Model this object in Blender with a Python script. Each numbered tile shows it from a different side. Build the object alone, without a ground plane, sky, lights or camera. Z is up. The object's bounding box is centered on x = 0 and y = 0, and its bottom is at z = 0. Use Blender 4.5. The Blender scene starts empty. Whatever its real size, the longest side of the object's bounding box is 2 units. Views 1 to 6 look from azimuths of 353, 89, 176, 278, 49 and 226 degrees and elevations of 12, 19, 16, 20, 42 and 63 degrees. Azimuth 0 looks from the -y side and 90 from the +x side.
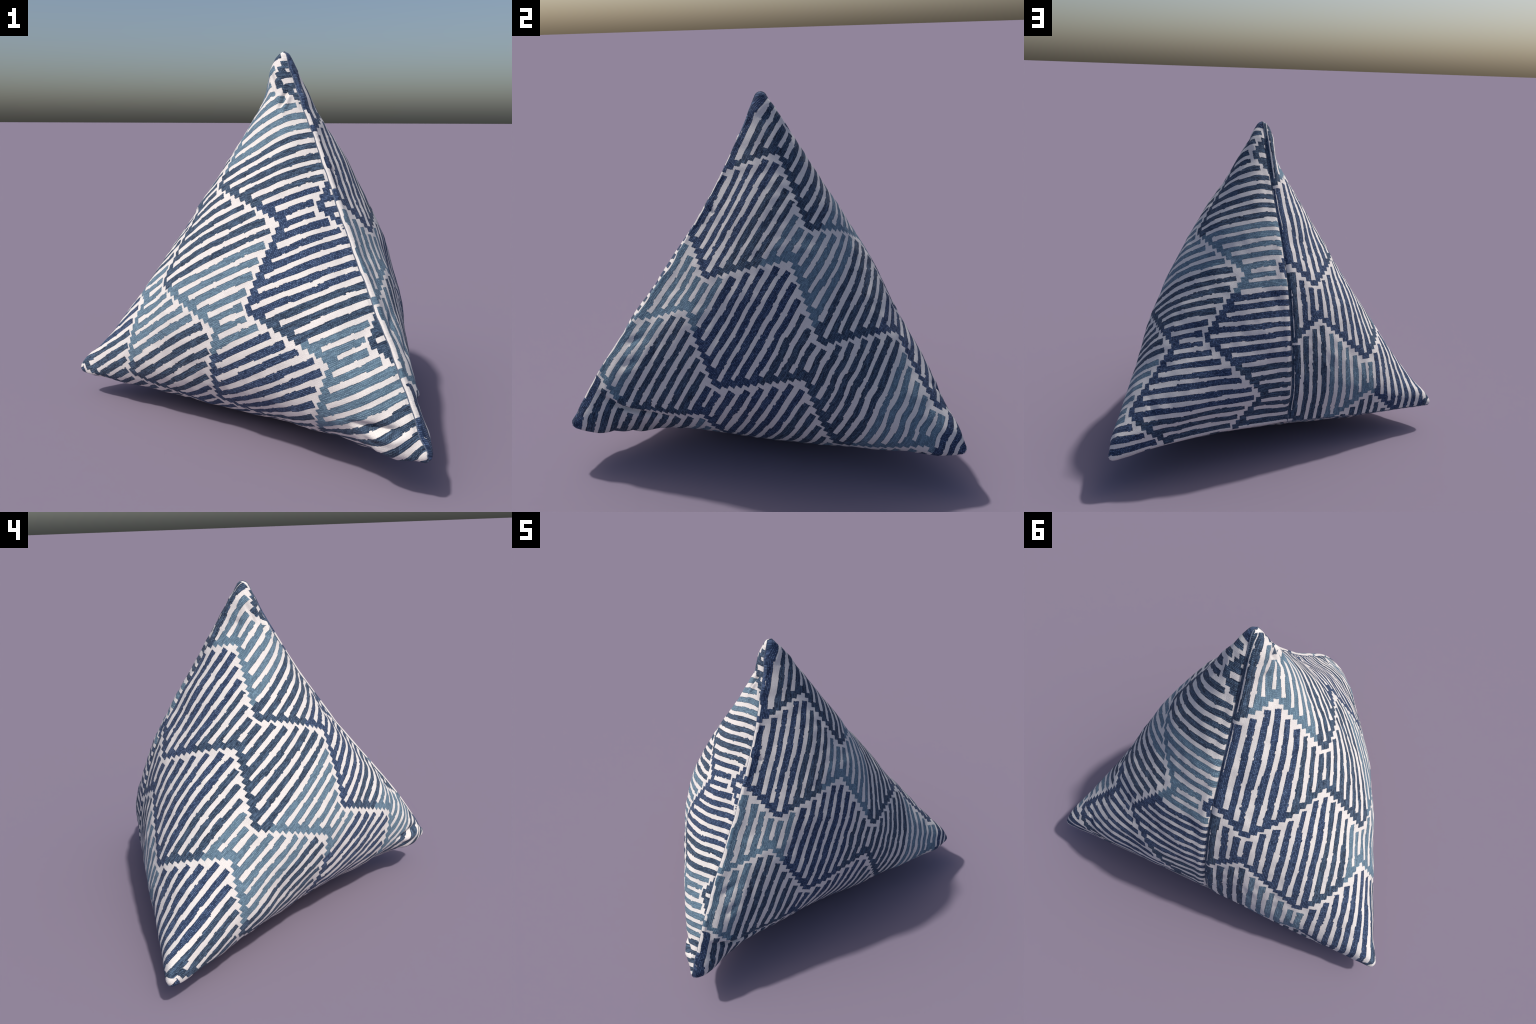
"""A plump tetrahedral cushion of blue and white woven cloth, built from its two cloth panels."""
import bpy
import math
import numpy as np

# ---------------------------------------------------------------------------
# SHAPE: a stuffed tetrahedral bag, sewn as a tube of two cloth rectangles.
# The tube is pinched flat along edge A-B at one end and, turned by 90 degrees,
# along edge C-D at the other end.  It is lofted through superellipse sections
# whose girth stays constant (cloth does not stretch), then plumped by the
# stuffing and by the sway of the two end seams.
# ---------------------------------------------------------------------------
TIP_A = np.array([0.145, 0.059, 1.868])     # apex
TIP_B = np.array([0.583, -0.974, 0.207])    # front right foot
TIP_C = np.array([-0.957, 0.315, 0.157])    # left foot
TIP_D = np.array([0.942, 0.978, 0.212])     # rear right foot
TIP_SHIFT = dict(A=(0.0048, 0.0064, 0.0137), B=(0.0120, -0.0424, 0.0300),
                 C=(0.0015, -0.0100, 0.0130), D=(-0.0070, 0.0248, -0.0155))
HALF_X = [0, .1, .252, .42, .572, .75, .88, .96, 1.0]
HALF_Y = [1, .945, .846, .735, .625, .43, .24, .10, .012]
GIRTH = 4.12
CLOTH_L, CLOTH_H = 2.10, 1.84     # length along A-B, height from A-B to C-D (metres)

# stuffing: how far (mm) the cloth stands off the plain loft, ten stations from
# seam A-B to seam C-D, sixteen directions round the tube (A side, C, B side, D)
PLUMP = np.array([
    [5, 22, 27, 23, 16, 10, 5, -2, -8, -14, -23, -32, -41, -43, -34, -17],
    [7, 4, 13, 29, 40, 33, 15, 3, -9, -26, -28, -17, -12, -22, -29, -9],
    [10, -31, -3, 36, 65, 58, 22, 9, -7, -39, -31, 0, 20, 11, -19, 7],
    [6, -48, -12, 33, 63, 71, 34, 7, -7, -35, -22, 5, 35, 61, 28, 25],
    [17, -2, 13, 13, 19, 42, 41, 16, 4, 4, 21, 9, 3, 42, 50, 35],
    [41, 31, 16, -11, -5, 24, 32, 21, 24, 40, 54, 30, -7, 5, 36, 47],
    [58, 31, -5, -35, -14, 19, 26, 31, 43, 47, 48, 40, 10, -14, 13, 60],
    [37, 13, -20, -42, -22, 6, 26, 46, 54, 42, 32, 23, 10, -11, 12, 49],
    [9, -6, -24, -32, -21, -1, 21, 40, 44, 33, 21, 12, 6, -1, 7, 17],
    [-17, -22, -24, -21, -15, -3, 12, 24, 26, 20, 12, 6, 4, 3, -1, -10]]) / 1000.0
# sway (mm) of the end seams: A-B sideways / outwards, C-D sideways / outwards
SWAY = np.array([[9, 5, 2, -7, -35, -28, 3, 24],
                 [80, 4, -18, 27, 44, 20, -15, -18],
                 [-52, 0, 54, 57, 34, 17, 0, -15],
                 [0, -8, -23, -32, -1, 23, 20, 3]]) / 1000.0


def smooth_curve(x, y, xx):
    """monotone cubic through (x, y)"""
    x = np.array(x, float)
    y = np.array(y, float)
    h = np.diff(x)
    d = np.diff(y) / h
    m = np.zeros_like(y)
    for i in range(1, len(x) - 1):
        if d[i - 1] * d[i] > 0:
            w1, w2 = 2 * h[i] + h[i - 1], h[i] + 2 * h[i - 1]
            m[i] = (w1 + w2) / (w1 / d[i - 1] + w2 / d[i])
    m[0], m[-1] = d[0], d[-1]
    i = np.clip(np.searchsorted(x, xx) - 1, 0, len(x) - 2)
    t = (xx - x[i]) / h[i]
    return ((2 * t**3 - 3 * t**2 + 1) * y[i] + (t**3 - 2 * t**2 + t) * h[i] * m[i]
            + (-2 * t**3 + 3 * t**2) * y[i + 1] + (t**3 - t**2) * h[i] * m[i + 1])


def bspline(t):
    t = np.abs(t)
    return np.where(t < 1, 2 / 3 - t**2 + t**3 / 2, np.where(t < 2, (2 - t)**3 / 6, 0))


def girth(a, b, n):
    th = np.linspace(0, math.pi / 2, 400)
    return 4 * np.hypot(np.diff(a * np.cos(th)**(2 / n)), np.diff(b * np.sin(th)**(2 / n))).sum()


def exponent_for_girth(a, b):
    lo, hi = 1.2, 8.0
    for _ in range(40):
        mid = math.sqrt(lo * hi)
        lo, hi = (mid, hi) if girth(a, b, mid) < GIRTH else (lo, mid)
    return mid


def loft(stations, steps):
    """closed rings of points, one per station; order round the tube A, C, B, D"""
    half = lambda p: smooth_curve(HALF_X, HALF_Y, p)
    kn = np.array([0., .06, .15, .3, .5, .7, .85, .94, 1.])
    ln = [math.log(exponent_for_girth(max(float(half(np.array(k))), .02), max(float(half(np.array(1 - k))), .02))) for k in kn]
    # the half sizes are themselves smoothed through ten knots
    ks = np.array([0, .06, .15, .3, .45, .6, .75, .88, .96, 1.0])
    a = smooth_curve(ks, half(ks), stations)
    b = smooth_curve(ks, half(1 - ks), stations)
    n = np.exp(smooth_curve(kn, ln, stations))[:, None]
    th = np.linspace(0, math.pi / 2, steps + 1)
    X = a[:, None] * np.cos(th)**(2 / n)
    Y = b[:, None] * np.sin(th)**(2 / n)
    m_ab, m_cd = (TIP_A + TIP_B) / 2, (TIP_C + TIP_D) / 2
    ax, ea, eb = m_cd - m_ab, (TIP_A - TIP_B) / 2, (TIP_C - TIP_D) / 2
    c = (m_ab + ax * stations[:, None])[:, None, :]
    q = lambda sx, sy: c + sx * X[..., None] * ea + sy * Y[..., None] * eb
    ac, bc, bd, ad = q(1, 1), q(-1, 1)[:, ::-1], q(-1, -1), q(1, -1)[:, ::-1]
    R = np.concatenate([ac[:, :-1], bc[:, :-1], bd[:, :-1], ad[:, :-1]], 1)
    # outward normals of the plain loft
    N = np.cross(np.gradient(R, axis=0), np.roll(R, -1, 1) - np.roll(R, 1, 1))
    N /= np.maximum(np.linalg.norm(N, axis=2, keepdims=True), 1e-9)
    if ((R - R.mean((0, 1))) * N).sum() < 0:
        N = -N
    # stuffing
    K, M = PLUMP.shape
    u = np.arange(4 * steps) / (4 * steps) * M
    BU = np.stack([sum(bspline(u - k + s * M) for s in (-1, 0, 1)) for k in range(M)], 1)
    s = np.arccos(np.clip(1 - 2 * stations, -1, 1)) / math.pi * (K - 3)
    BP = np.stack([bspline(s - k) for k in range(-1, K - 1)], 1)
    BP *= ((1 - np.exp(-(stations / .05)**2)) * (1 - np.exp(-((1 - stations) / .05)**2)))[:, None]
    P = R + N * (BP @ PLUMP @ BU.T)[..., None]
    # tips and seam sway
    L = (R - m_ab) @ np.linalg.inv(np.stack([ea, eb, ax], 1)).T
    w = dict(A=(1 - L[..., 2]) / 2 + L[..., 0] / 2, B=(1 - L[..., 2]) / 2 - L[..., 0] / 2,
             C=L[..., 2] / 2 + L[..., 1] / 2, D=L[..., 2] / 2 - L[..., 1] / 2)
    for k in 'ABCD':
        P = P + w[k][..., None] * np.array(TIP_SHIFT[k])
    kl = SWAY.shape[1]
    for j, (along, direction) in enumerate(((0, eb), (0, ax), (1, ea), (1, ax))):
        t = (np.clip(L[..., along], -1, 1) + 1) / 2 * (kl - 3)
        B = np.stack([bspline(t - k) for k in range(-1, kl - 1)], -1)
        fade = np.exp(-((stations if j < 2 else 1 - stations) / .16)**2)[:, None]
        P = P + (fade * (B @ SWAY[j]))[..., None] * direction / np.linalg.norm(direction)
    return P


def cloth_grid(rows, cols, steps=64):
    """the two cloth panels as (rows+1, cols+1, 3) grids, even along the cloth"""
    st = .5 - .5 * np.cos(math.pi * np.linspace(0, 1, rows + 1))
    P = loft(st, steps)
    P = np.concatenate([P, P[:, :1]], 1)
    t = np.linspace(0, 1, cols + 1)
    f = t - .55 * np.sin(2 * math.pi * t) / (2 * math.pi)      # denser near the seams
    out = []
    for half in (P[:, :2 * steps + 1], P[:, 2 * steps:][:, ::-1]):
        G = np.zeros((rows + 1, cols + 1, 3))
        for i in range(rows + 1):
            s = np.r_[0, np.cumsum(np.linalg.norm(np.diff(half[i], axis=0), axis=1))]
            for k in range(3):
                G[i, :, k] = np.interp(f, s / s[-1], half[i, :, k])
        y = np.vstack([np.zeros(cols + 1), np.cumsum(np.linalg.norm(np.diff(G, axis=0), axis=2), 0)])
        y = y / y[-1] * CLOTH_H
        out.append((G, np.repeat(f[None] * CLOTH_L, rows + 1, 0), y))
    return out      # (points, distance from A along A-B, distance from A-B) for panel C and panel D

# ---------------------------------------------------------------------------
# CLOTH: woven pattern of combs.  On the flat cloth x runs across the stripes and
# y along them (metres).  Zigzag bands every ROW metres; blue teeth grow up from
# each band, white gaps hang down from the white line under the band above.
# ---------------------------------------------------------------------------
PITCH, ROW, ROW0, RISE = 0.0577, 0.465, 0.105, 0.613
TEAL, NAVY, PALE = 0.0, 0.5, 1.0
# yarn colour by row of combs: (first tooth, colour)
YARN_C = [
    [(-9, TEAL), (5, NAVY), (17, TEAL)],
    [(-9, TEAL), (-2, PALE), (5, TEAL), (10, NAVY), (19, TEAL), (22, PALE), (29, TEAL)],
    [(-9, NAVY), (3, TEAL), (13, PALE), (20, NAVY), (27, TEAL)],
    [(-9, TEAL), (-2, NAVY), (7, TEAL), (10, PALE), (17, TEAL), (22, NAVY)],
    [(-9, TEAL), (1, PALE), (7, NAVY), (14, TEAL), (24, NAVY)],
    [(-9, NAVY), (2, TEAL), (10, NAVY), (20, PALE)]]
YARN_D = [
    [(-9, TEAL), (5, NAVY), (17, TEAL)],
    [(-9, NAVY), (-3, TEAL), (7, PALE), (14, NAVY), (21, TEAL)],
    [(-9, NAVY), (1, TEAL), (4, PALE), (11, TEAL), (16, NAVY), (25, TEAL)],
    [(-9, PALE), (2, NAVY), (9, TEAL), (19, PALE), (25, NAVY)],
    [(-9, PALE), (-1, TEAL), (5, NAVY), (13, TEAL), (17, PALE), (24, TEAL)],
    [(-9, NAVY), (-3, TEAL), (6, PALE), (13, NAVY), (22, TEAL)]]


class Graph:
    """small helper: write node trees as expressions"""

    def __init__(self, tree):
        self.tree = tree

    def node(self, kind, **props):
        n = self.tree.nodes.new(kind)
        for k, v in props.items():
            setattr(n, k, v)
        return n

    def put(self, socket, value):
        if hasattr(value, "links") or isinstance(value, bpy.types.NodeSocket):
            self.tree.links.new(value, socket)
        else:
            socket.default_value = value

    def op(self, name, a, b=None, c=None):
        n = self.node("ShaderNodeMath", operation=name)
        for s, v in zip(n.inputs, (a, b, c)):
            if v is not None:
                self.put(s, v)
        return n.outputs[0]

    def add(self, a, b): return self.op("ADD", a, b)
    def sub(self, a, b): return self.op("SUBTRACT", a, b)
    def mul(self, a, b): return self.op("MULTIPLY", a, b)
    def div(self, a, b): return self.op("DIVIDE", a, b)
    def floor(self, a): return self.op("FLOOR", a)
    def less(self, a, b): return self.op("LESS_THAN", a, b)
    def more(self, a, b): return self.op("GREATER_THAN", a, b)
    def lerp(self, f, a, b): return self.add(a, self.mul(f, self.sub(b, a)))

    def vec(self, x, y, z=0.0):
        n = self.node("ShaderNodeCombineXYZ")
        for s, v in zip(n.inputs, (x, y, z)):
            self.put(s, v)
        return n.outputs[0]

    def noise(self, v, scale=1.0, detail=1.0, rough=0.5):
        n = self.node("ShaderNodeTexNoise")
        self.put(n.inputs["Vector"], v)
        n.inputs["Scale"].default_value = scale
        n.inputs["Detail"].default_value = detail
        n.inputs["Roughness"].default_value = rough
        return n.outputs[0]

    def white(self, v):
        n = self.node("ShaderNodeTexWhiteNoise", noise_dimensions="3D")
        self.put(n.inputs["Vector"], v)
        return n.outputs[0]

    def mix(self, f, a, b):
        n = self.node("ShaderNodeMix", data_type="RGBA")
        self.put(n.inputs[0], f)
        for s, v in ((n.inputs[6], a), (n.inputs[7], b)):
            self.put(s, v if not isinstance(v, tuple) else (*v, 1.0))
        return n.outputs[2]


def cloth_material(name, first_white, yarn, hem):
    m = bpy.data.materials.new(name)
    m.use_nodes = True
    g = Graph(m.node_tree)
    bsdf = m.node_tree.nodes["Principled BSDF"]
    tc = g.node("ShaderNodeTexCoord")
    sep = g.node("ShaderNodeSeparateXYZ")
    g.put(sep.inputs[0], tc.outputs["Generated"])
    x, y = sep.outputs[0], sep.outputs[1]
    # weave: yarns wander a little
    yarn_no = g.floor(g.mul(x, 260.0))
    pick_no = g.floor(g.mul(y, 230.0))
    ragged = g.sub(g.white(g.vec(yarn_no, pick_no, 3.0)), 0.5)

    t = g.div(g.sub(x, first_white), PITCH)          # 0 = white gap under a point of an even row
    a = g.div(g.sub(y, ROW0), ROW)
    a = g.add(a, g.mul(g.sub(g.white(g.vec(yarn_no, 0.0, 7.0)), 0.5), 0.006))
    n = g.floor(g.add(t, 0.5))
    tooth = g.floor(t)
    frac = g.sub(t, n)
    stair = g.mul(g.add(g.floor(g.mul(t, 2.0)), 0.5), 0.5)

    def zigzag(k, tau):
        """height of band k above/below its row line at tau, in rows"""
        u = g.op("FLOORED_MODULO", g.sub(tau, g.mul(g.op("FLOORED_MODULO", k, 2.0), 6.0)), 12.0)
        z = g.op("MINIMUM", g.div(u, 6.15), g.div(g.sub(12.0, u), 5.85))
        return g.sub(k, g.mul(z, RISE))

    k1 = g.op("CEIL", a)
    k = g.add(k1, g.sub(1.0, g.less(a, zigzag(k1, stair))))
    up = g.sub(k, 1.0)
    # stripe edges: straight runs that jump sideways now and then, with small nibs
    edge = g.add(g.mul(n, 2.0), g.more(frac, 0.0))
    start = g.white(g.vec(edge, k, 4.0))
    wander = 0.0
    for per_metre, size, z in ((6.0, 0.095, 11.0), (17.0, 0.032, 12.0)):
        cell = g.floor(g.add(g.mul(y, per_metre), g.mul(start, 5.0)))
        wander = g.add(wander, g.mul(g.sub(g.white(g.vec(edge, cell, z)), 0.5), size * 1.5))
    cell = g.floor(g.add(g.mul(y, 75.0), g.mul(start, 5.0)))
    nib = g.white(g.vec(edge, cell, 13.0))
    wander = g.add(wander, g.mul(g.sub(g.more(nib, 0.955), g.less(nib, 0.02)), 0.07))
    half = g.op("MAXIMUM", g.add(g.add(0.208, wander), g.mul(ragged, 0.022)), 0.07)
    gap = g.less(g.op("ABSOLUTE", frac), half)
    on_hem = g.less(x, abs(hem))
    if hem > 0:      # the hem turns the first gap under: yarn runs right up to the seam
        gap = g.mul(gap, g.sub(1.0, on_hem))
    else:            # the hem shows a plain edge, except at the corners
        middle = g.mul(g.more(y, 0.34), g.less(y, 2.00))
        gap = g.lerp(on_hem, gap, middle)
    rnd_gap = g.sub(g.white(g.vec(n, k, 1.0)), 0.5)
    rnd_tooth = g.sub(g.white(g.vec(tooth, k, 2.0)), 0.5)
    band = g.more(a, g.sub(zigzag(k, n), g.add(0.104, g.mul(rnd_gap, 0.03))))
    below_cap = g.more(a, g.add(zigzag(up, g.add(tooth, 0.5)), g.add(0.062, g.mul(rnd_tooth, 0.03))))
    blue = g.op("MAXIMUM", band, g.mul(g.sub(1.0, gap), below_cap))

    # yarn colour
    kind = None
    for row, runs in enumerate(yarn):
        ramp = g.node("ShaderNodeValToRGB")
        ramp.color_ramp.interpolation = "CONSTANT"
        el = ramp.color_ramp.elements
        while len(el) > 1:
            el.remove(el[-1])
        for i, (first, c) in enumerate(runs):
            e = el[0] if i == 0 else el.new(min(max((first + 10) / 50.0, 0), 1))
            if i == 0:
                e.position = 0.0
            e.color = (c, c, c, 1)
        g.put(ramp.inputs[0], g.div(g.add(tooth, 10.5), 50.0))
        v = g.add(ramp.outputs[0], 0.0)
        kind = v if kind is None else g.lerp(g.more(k, row - 0.5), kind, v)
    is_navy = g.mul(g.more(kind, 0.25), g.less(kind, 0.75))
    is_pale = g.more(kind, 0.75)

    # weave: rows of yarn along the stripes, crossed into dots
    rx = g.mul(x, 1 / 0.0074)
    row_no = g.floor(rx)
    ry = g.add(g.mul(y, 1 / 0.0080), g.white(g.vec(row_no, 0.0, 21.0)))
    dot_rnd = g.white(g.vec(row_no, g.floor(ry), 22.0))
    bow = lambda v: g.op("SINE", g.mul(g.op("FRACT", v), math.pi))
    knots = g.mul(g.mul(bow(rx), bow(ry)), g.add(0.20, g.mul(dot_rnd, 1.25)))
    grain = g.noise(g.vec(g.mul(x, 330.0), g.mul(y, 260.0)), 1.0, 2.0, 0.6)
    row_rnd = g.white(g.vec(row_no, g.floor(g.mul(y, 9.0)), 23.0))
    streak = g.noise(g.vec(g.mul(x, 190.0), g.mul(y, 17.0), g.mul(k, 4.0)), 1.0, 2.0, 0.6)
    streak = g.op("MINIMUM", g.op("MAXIMUM", g.mul(g.sub(streak, 0.38), 4.0), 0.0), 1.0)
    soft = g.noise(g.vec(x, y), 14.0, 2.0)
    rim = g.op("MINIMUM", g.op("MAXIMUM", g.mul(g.sub(g.op("ABSOLUTE", frac), half), 14.0), 0.0), 1.0)
    rim = g.op("MAXIMUM", g.op("MAXIMUM", rim, band), g.less(x, abs(hem) + 0.004))          # 0 on the edge of a tooth, 1 inside

    navy = g.mix(g.add(g.mul(knots, 0.75), g.mul(g.sub(grain, 0.5), 0.35)), (0.014, 0.028, 0.070), (0.132, 0.205, 0.365))
    teal = g.mix(g.mul(streak, g.add(0.55, g.mul(row_rnd, 0.45))), (0.009, 0.015, 0.034), (0.064, 0.114, 0.195))
    teal = g.mix(g.mul(knots, 0.50), teal, (0.150, 0.232, 0.330))
    pale = g.mix(g.add(g.add(g.mul(streak, 0.25), g.mul(knots, 0.40)), g.mul(grain, 0.30)), (0.062, 0.112, 0.168), (0.245, 0.380, 0.475))
    ink = g.mix(is_pale, g.mix(is_navy, teal, navy), pale)
    fleck = g.white(g.vec(row_no, g.floor(g.mul(g.add(y, g.mul(row_rnd, 0.3)), 55.0)), 25.0))
    ink = g.mix(g.mul(g.more(fleck, 0.62), 0.20), ink, (0.010, 0.016, 0.036))
    ink = g.mix(g.mul(g.less(fleck, 0.16), 0.10), ink, (0.230, 0.310, 0.420))
    ink = g.mix(g.mul(g.sub(1.0, rim), 0.55), ink, (0.010, 0.016, 0.040))  # tooth edges darkened in the colour: painted shading of the embossed stripe borders
    plain = g.mix(g.add(g.mul(grain, 0.6), g.mul(knots, 0.30)), (0.59, 0.558, 0.535), (0.84, 0.805, 0.782))
    plain = g.mix(g.mul(soft, 0.35), plain, (0.72, 0.682, 0.66))
    g.put(bsdf.inputs["Base Color"], g.mix(blue, plain, ink))
    bsdf.inputs["Roughness"].default_value = 0.88
    bsdf.inputs["Specular IOR Level"].default_value = 0.18
    bsdf.inputs["Sheen Weight"].default_value = 0.06
    bsdf.inputs["Sheen Roughness"].default_value = 0.5
    h = g.add(g.add(g.mul(knots, g.add(0.12, g.mul(blue, 0.55))), g.mul(grain, 0.45)), g.mul(blue, 1.0))
    h = g.add(h, g.mul(g.mul(streak, blue), 0.5))
    bump = g.node("ShaderNodeBump")
    bump.inputs["Strength"].default_value = 0.6
    bump.inputs["Distance"].default_value = 0.004
    g.put(bump.inputs["Height"], h)
    g.put(bsdf.inputs["Normal"], bump.outputs[0])
    return m


def thread_material():
    m = bpy.data.materials.new("seam_thread")
    m.use_nodes = True
    g = Graph(m.node_tree)
    bsdf = m.node_tree.nodes["Principled BSDF"]
    tc = g.node("ShaderNodeTexCoord")
    f = g.noise(tc.outputs["Object"], 60.0, 3.0)
    g.put(bsdf.inputs["Base Color"], g.mix(f, (0.03, 0.045, 0.085), (0.16, 0.20, 0.27)))
    bsdf.inputs["Roughness"].default_value = 0.9
    return m

# ---------------------------------------------------------------------------
# BUILD
# ---------------------------------------------------------------------------
ROWS, COLS = 340, 360
MIDDLE = np.array([.17, .10, .60])


def grid_faces(rows, cols, flip):
    idx = np.arange((rows + 1) * (cols + 1)).reshape(rows + 1, cols + 1)
    q = np.stack([idx[:-1, :-1], idx[:-1, 1:], idx[1:, 1:], idx[1:, :-1]], -1).reshape(-1, 4)
    return (q[:, ::-1] if flip else q).tolist()


def mesh_from_grid(name, G, flip):
    me = bpy.data.meshes.new(name)
    me.from_pydata(G.reshape(-1, 3).tolist(), [], grid_faces(G.shape[0] - 1, G.shape[1] - 1, flip))
    me.polygons.foreach_set("use_smooth", np.ones(len(me.polygons), bool))
    me.update()
    return me


def tube(name, path, radius, mat, parent, sides=8):
    path = np.asarray(path)
    d = np.gradient(path, axis=0)
    d /= np.linalg.norm(d, axis=1, keepdims=True)
    ref = np.array([0.31, 0.52, 0.79])
    u = np.cross(d, ref)
    u /= np.linalg.norm(u, axis=1, keepdims=True)
    v = np.cross(d, u)
    th = np.linspace(0, 2 * math.pi, sides, endpoint=False)
    s = np.linspace(0, 1, len(path))
    r = radius * (0.75 + 0.25 * np.abs(np.sin(s * len(path) * 0.9)))
    ring = path[:, None] + r[:, None, None] * (np.cos(th)[:, None] * u[:, None] + np.sin(th)[:, None] * v[:, None])
    n = len(path)
    faces = [(i * sides + j, i * sides + (j + 1) % sides, (i + 1) * sides + (j + 1) % sides, (i + 1) * sides + j)
             for i in range(n - 1) for j in range(sides)]
    faces += [tuple(range(sides))[::-1], tuple((n - 1) * sides + j for j in range(sides))]
    me = bpy.data.meshes.new(name)
    me.from_pydata(ring.reshape(-1, 3).tolist(), [], faces)
    me.polygons.foreach_set("use_smooth", np.ones(len(me.polygons), bool))
    me.materials.append(mat)
    o = bpy.data.objects.new(name, me)
    bpy.context.scene.collection.objects.link(o)
    o.parent = parent
    return o


def shape():
    """the finished panels: points, distance along A-B, distance from A-B"""
    (PC, qc, pc), (PD, qd, pd) = cloth_grid(ROWS, COLS)
    PC, PD = sculpt(PC, qc, pc, "C"), sculpt(PD, qd, pd, "D")
    def close():                 # borders coincide along the seams; C-D folds on itself
        for sl in ((slice(None), 0), (slice(None), -1), (0, slice(None))):
            PC[sl] = PD[sl] = (PC[sl] + PD[sl]) / 2
        for P in (PC, PD):
            P[-1] = (P[-1] + P[-1, ::-1]) / 2
    close()
    PD, PC = lap(PD, PC, pd, pc, .0135, .30)
    close()
    # the stuffing sags under foot B
    sags = [PD[np.argmin(np.abs(pd[:, COLS - 8] - at)), COLS - 8] + np.array([0, 0, -.01]) for at in (.16, .26, .36)]
    for P in (PC, PD):
        P[..., 2] -= np.max([.042 * np.exp(-((P - c)**2).sum(-1) / .10**2) for c in sags], axis=0)
    half = COLS // 2
    tips = [(PC[0, 0].copy(), .033), (PC[0, -1].copy(), .036), (PC[-1, half].copy(), .029), (PD[-1, half].copy(), .026)]
    PC, PD = blunt(PC, tips), blunt(PD, tips)
    close()
    low = min(PC[..., 2].min(), PD[..., 2].min())
    PC[..., 2] -= low
    PD[..., 2] -= low

    return PC, qc, pc, PD, qd, pd


def build():
    PC, qc, pc, PD, qd, pd = shape()
    root = bpy.data.objects.new("pyramid_cushion", None)
    bpy.context.scene.collection.objects.link(root)
    root["label"] = "plump pyramid cushion in blue and white comb-striped cloth"
    root["category"] = "cushion"
    # the cloth was cut a little off the grain and gathers round foot B
    ramp = lambda v, a, b: (lambda t: t * t * (3 - 2 * t))(np.clip((v - a) / (b - a), 0, 1))
    grain_c = pc + .018 * ramp(qc, .9, 1.5) + .045 * ramp(pc, 1.15, 1.4) * ramp(qc, .9, 1.2)
    grain_d = qd + .068 * (pd - .20) + .090 * ramp(qd, 1.64, 1.86) * (1 - ramp(pd, .32, .58))
    for P, across, along, first, yarn, flip, hem in (
            (PC, qc, grain_c, 0.180 - 0.004, YARN_C, False, .0125), (PD, pd, grain_d, 0.235 - 0.008, YARN_D, True, -.0140)):
        # the mesh is the flat cloth; the sewn and stuffed form is a shape key on it, so that
        # Generated coordinates stay the position on the flat cloth, in metres
        me = mesh_from_grid("fabric_panel", np.stack([across, along, np.zeros_like(across)], -1), flip)
        me.use_auto_texspace = False
        me.texspace_location = (0.5, 0.5, 0.5)
        me.texspace_size = (0.5, 0.5, 0.5)
        me.materials.append(cloth_material("woven_cloth", first, yarn, hem))
        o = bpy.data.objects.new("fabric_panel", me)
        bpy.context.scene.collection.objects.link(o)
        o.parent = root
        o.shape_key_add(name="flat")
        stuffed = o.shape_key_add(name="stuffed")
        stuffed.data.foreach_set("co", P.reshape(-1))
        stuffed.value = 1.0
    thread = thread_material()
    for line in (PC[0, 2:-2], PC[2:-2, 0], PC[2:-2, -1], PC[-1, 2:COLS // 2 + 1]):
        tube("seam", line, 0.0030, thread, root)


def outward(P):
    N = np.cross(np.gradient(P, axis=0), np.gradient(P, axis=1))
    N /= np.maximum(np.linalg.norm(N, axis=2, keepdims=True), 1e-9)
    return N if ((P - MIDDLE) * N).sum() > 0 else -N


def fold(q, p, line, height, width):
    """ridge (or groove, height < 0) along a polyline of (q, p) cloth positions, fading at its ends"""
    h = np.zeros_like(q)
    line = np.array(line, float)
    lens = np.r_[0, np.cumsum(np.linalg.norm(np.diff(line, axis=0), axis=1))]
    for (a, b, l0) in zip(line[:-1], line[1:], lens):
        d = b - a
        L = np.linalg.norm(d)
        t = np.clip(((q - a[0]) * d[0] + (p - a[1]) * d[1]) / L**2, 0, 1)
        r = np.hypot(q - a[0] - t * d[0], p - a[1] - t * d[1])
        along = (l0 + t * L) / lens[-1]
        taper = np.clip(np.minimum(along, 1 - along) / 0.3, 0, 1)
        h = np.maximum(h, np.exp(-(r / width)**2) * (0.35 + 0.65 * taper * taper * (3 - 2 * taper)))
    return h * height


def lumps(q, p, cell, seed):
    """smooth random field, about -1..1, with features of the given size on the cloth"""
    rng = np.random.default_rng(seed)
    h = np.zeros_like(q)
    for _ in range(26):
        ang, ph = rng.uniform(0, 2 * math.pi, 2)
        k = 2 * math.pi / cell * rng.uniform(0.6, 1.3)
        h += np.cos(k * (q * math.cos(ang) + p * math.sin(ang)) + ph)
    return h / 5.0


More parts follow.
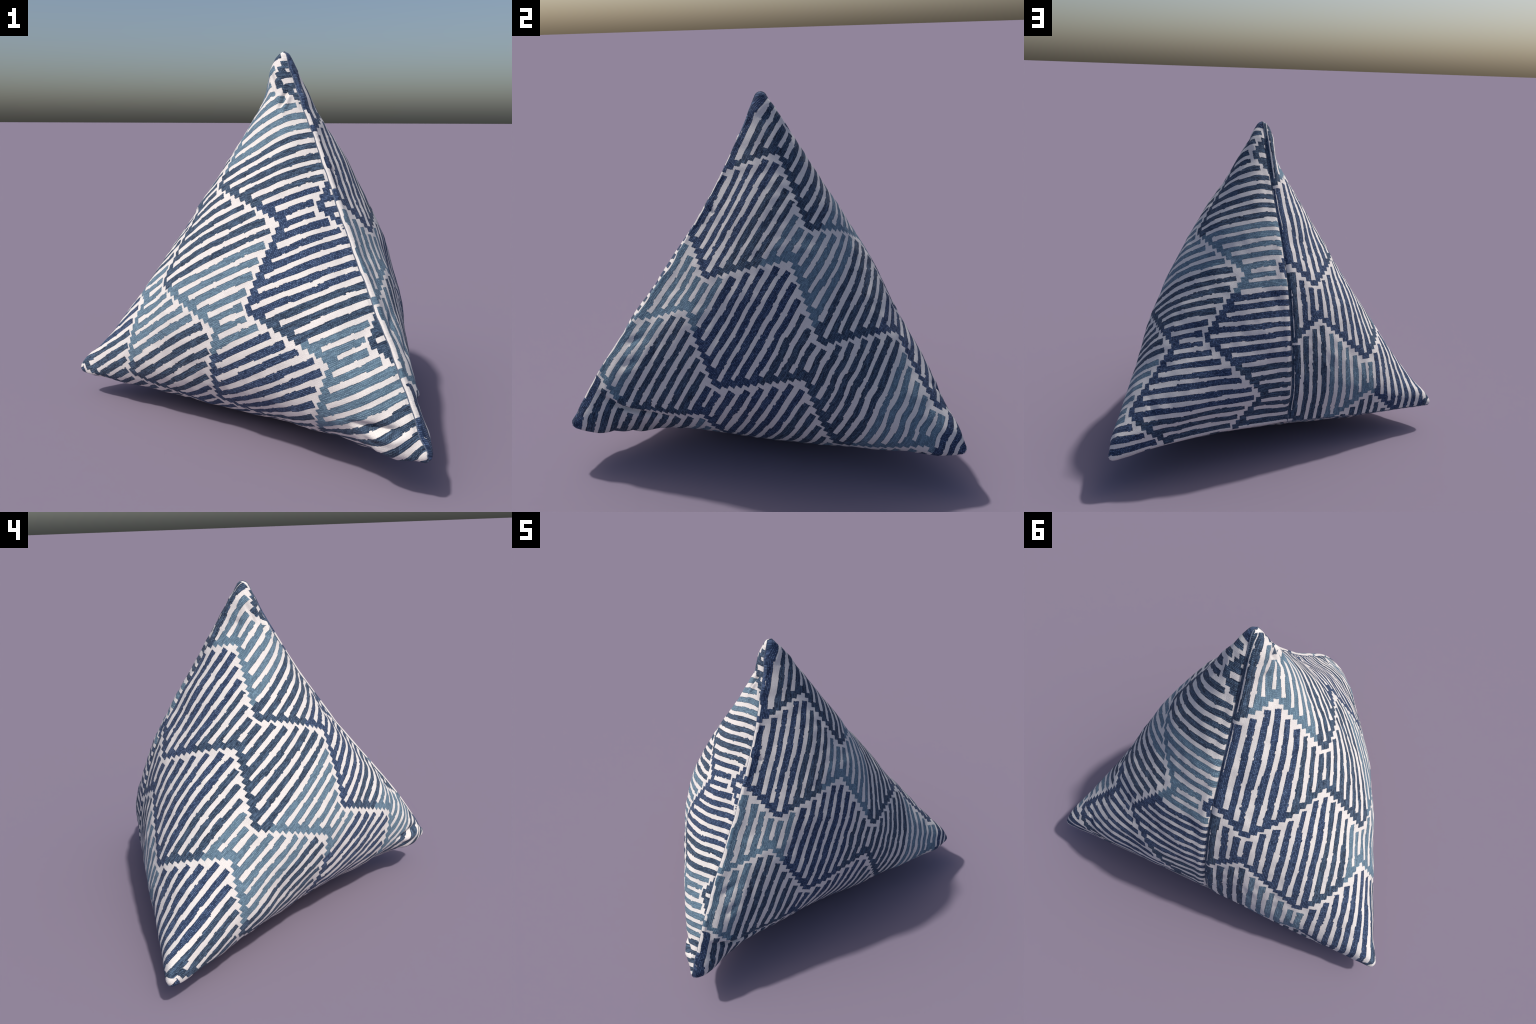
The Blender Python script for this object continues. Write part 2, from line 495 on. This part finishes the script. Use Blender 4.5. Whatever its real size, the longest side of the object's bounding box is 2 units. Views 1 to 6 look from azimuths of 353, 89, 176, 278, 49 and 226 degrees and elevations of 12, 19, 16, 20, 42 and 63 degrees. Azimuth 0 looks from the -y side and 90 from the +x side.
def sculpt(P, q, p, panel):
    """local folds, puckers and soft lumps of the stuffed cloth"""
    N = outward(P)
    side = np.minimum(q, CLOTH_L - q)
    ends = np.minimum(p, CLOTH_H - p)
    inner = (1 - np.exp(-(np.minimum(side, ends) / .05)**2))
    seed = 3 if panel == "C" else 8
    h = inner * (0.0035 * lumps(q, p, .30, seed) + 0.0012 * lumps(q, p, .09, seed + 1))
    # seams gather the cloth into short puckers
    away = 1 - np.exp(-(ends / .05)**2)
    h -= away * (0.013 * np.exp(-side / .010) - 0.003 * np.exp(-((side - .03) / .02)**2))   # side seams sit in a groove
    h += 0.0045 * np.exp(-p / .07) * (1 - np.exp(-p / .012)) * lumps(q, 0 * p, .16, seed + 2)
    h += 0.0040 * np.exp(-side / .07) * (1 - np.exp(-side / .012)) * lumps(p, 0 * q, .16, seed + 3)
    if panel == "C":
        h += fold(q, p, [(.09, .080), (.16, .100), (.24, .130)], -.016, .013)      # apex: tucked ridge
        h += fold(q, p, [(.08, .045), (.15, .065), (.21, .090)], .006, .014)
        h += fold(q, p, [(.215, .040), (.26, .075), (.31, .115)], -.022, .012)     # apex: dent
        h += fold(q, p, [(.25, .035), (.29, .068), (.34, .105)], .010, .013)
        h += fold(q, p, [(1.945, .06), (1.895, .15), (1.835, .27)], -.024, .016)   # foot B: deep fold
        h += fold(q, p, [(1.985, .05), (1.945, .13), (1.90, .22)], .016, .020)
        h += fold(q, p, [(2.03, .07), (1.99, .16), (1.95, .26)], .016, .035)
        h += fold(q, p, [(.022, .05), (.026, .20), (.026, .42)], .014, .022)       # rolled edge over the side seam
        h += fold(q, p, [(.11, .16), (.13, .22), (.15, .28)], -.016, .035)
    else:
        h += fold(q, p, [(.10, .04), (.115, .08), (.13, .13)], -.017, .035)        # neck under the apex
        h += fold(q, p, [(.030, .05), (.035, .25), (.035, .62)], -.010, .030)
        h += fold(q, p, [(1.845, .07), (1.865, .20), (1.845, .30), (1.79, .45)], -.028, .015)  # foot B: crease
        h += fold(q, p, [(1.815, .09), (1.83, .20), (1.81, .30)], .010, .028)
        h += fold(q, p, [(1.96, .10), (1.96, .22), (1.93, .32)], .004, .050)
        h += fold(q, p, [(1.54, .04), (1.46, .10)], -.010, .022)                  # dents beside the seam
        h += fold(q, p, [(1.66, .10), (1.60, .13)], -.009, .024)
        h += fold(q, p, [(.68, .025), (.71, .075)], -.011, .012)
        h += fold(q, p, [(.09, .19), (.14, .27)], -.007, .016)                    # under the apex
        h += fold(q, p, [(.80, 1.56), (.78, 1.63), (.84, 1.70)], -.009, .018)     # foot D
    return P + N * h[..., None]


def lap(over, under, d_over, d_under, width, lift):
    """seam: the edge of one panel rolls over the other as a narrow welt (axis 0 leads away from the seam)"""
    S = over[0].copy()
    n_u = outward(under)
    i = int(np.argmax(d_under[:, under.shape[1] // 2] > 0.02))
    t_u = under[i] - S
    t_u /= np.maximum(np.linalg.norm(t_u, axis=1, keepdims=True), 1e-9)
    n_u = n_u[i]
    s = np.r_[0, np.cumsum(np.linalg.norm(np.diff(S, axis=0), axis=1))]
    s = np.minimum(s, s[-1] - s)
    f = np.clip(s / .10, 0, 1)
    w = width * (0.15 + 0.85 * f * f * (3 - 2 * f)) * (1 + .13 * np.sin(s * 23.0) + .07 * np.sin(s * 61.0 + 1.0))
    S2 = S + t_u * w[:, None] - n_u * (0.25 * w)[:, None]
    new_o, new_u = over.copy(), under.copy()
    for j in range(over.shape[1]):
        do, du, wj = d_over[:, j], d_under[:, j], w[j]
        g = np.where(du < 4 * wj, wj + du * .75, du)
        for k in range(3):
            new_u[:, j, k] = np.interp(g, du, under[:, j, k])
        new_u[:, j] += -n_u[j] * (0.35 * wj * np.exp(-du / (.6 * wj)))[:, None]
        new_u[0, j] = S2[j]
        e = np.clip(do / wj, 0, 1)
        roll = S2[j] + (S[j] - S2[j]) * e[:, None] + n_u[j] * (lift * wj * np.sin(math.pi * np.clip(e * .8 + .0, 0, 1)))[:, None]
        g = np.where(do < 5 * wj, (do - wj) * 1.25, do)
        rest = np.stack([np.interp(np.maximum(g, 0), do, over[:, j, k]) for k in range(3)], 1)
        fade = (lift * wj * math.sin(.8 * math.pi)) * np.exp(-np.maximum(do - wj, 0) / (1.2 * wj))
        rest += n_u[j] * fade[:, None]
        new_o[:, j] = np.where((do < wj)[:, None], roll, rest)
        new_o[0, j] = S2[j]
    return new_o, new_u


def blunt(P, tips):
    """round off the four stuffed corners into knobs"""
    P = P.copy()
    for tip, radius in tips:
        axis = MIDDLE - tip
        axis /= np.linalg.norm(axis)
        v = P - tip
        s = v @ axis
        r = v - s[..., None] * axis
        rl = np.linalg.norm(r, axis=-1)
        sc = np.clip(s, 0, None)
        cap = np.where(sc < radius, np.sqrt(np.clip(2 * radius * sc - sc**2, 0, None)), radius)
        cap = cap + 0.42 * np.clip(sc - 0.7 * radius, 0, None)
        near = (s > -.02) & (s < .34) & (rl < .34)
        fade = np.clip(1 - (sc - .09) / .20, 0, 1)
        want = (rl**4 + (cap * fade)**4)**0.25
        k = np.where(near, want / np.maximum(rl, 1e-5), 1.0)
        P = np.where(near[..., None], tip + s[..., None] * axis + r * k[..., None], P)
    return P


build()
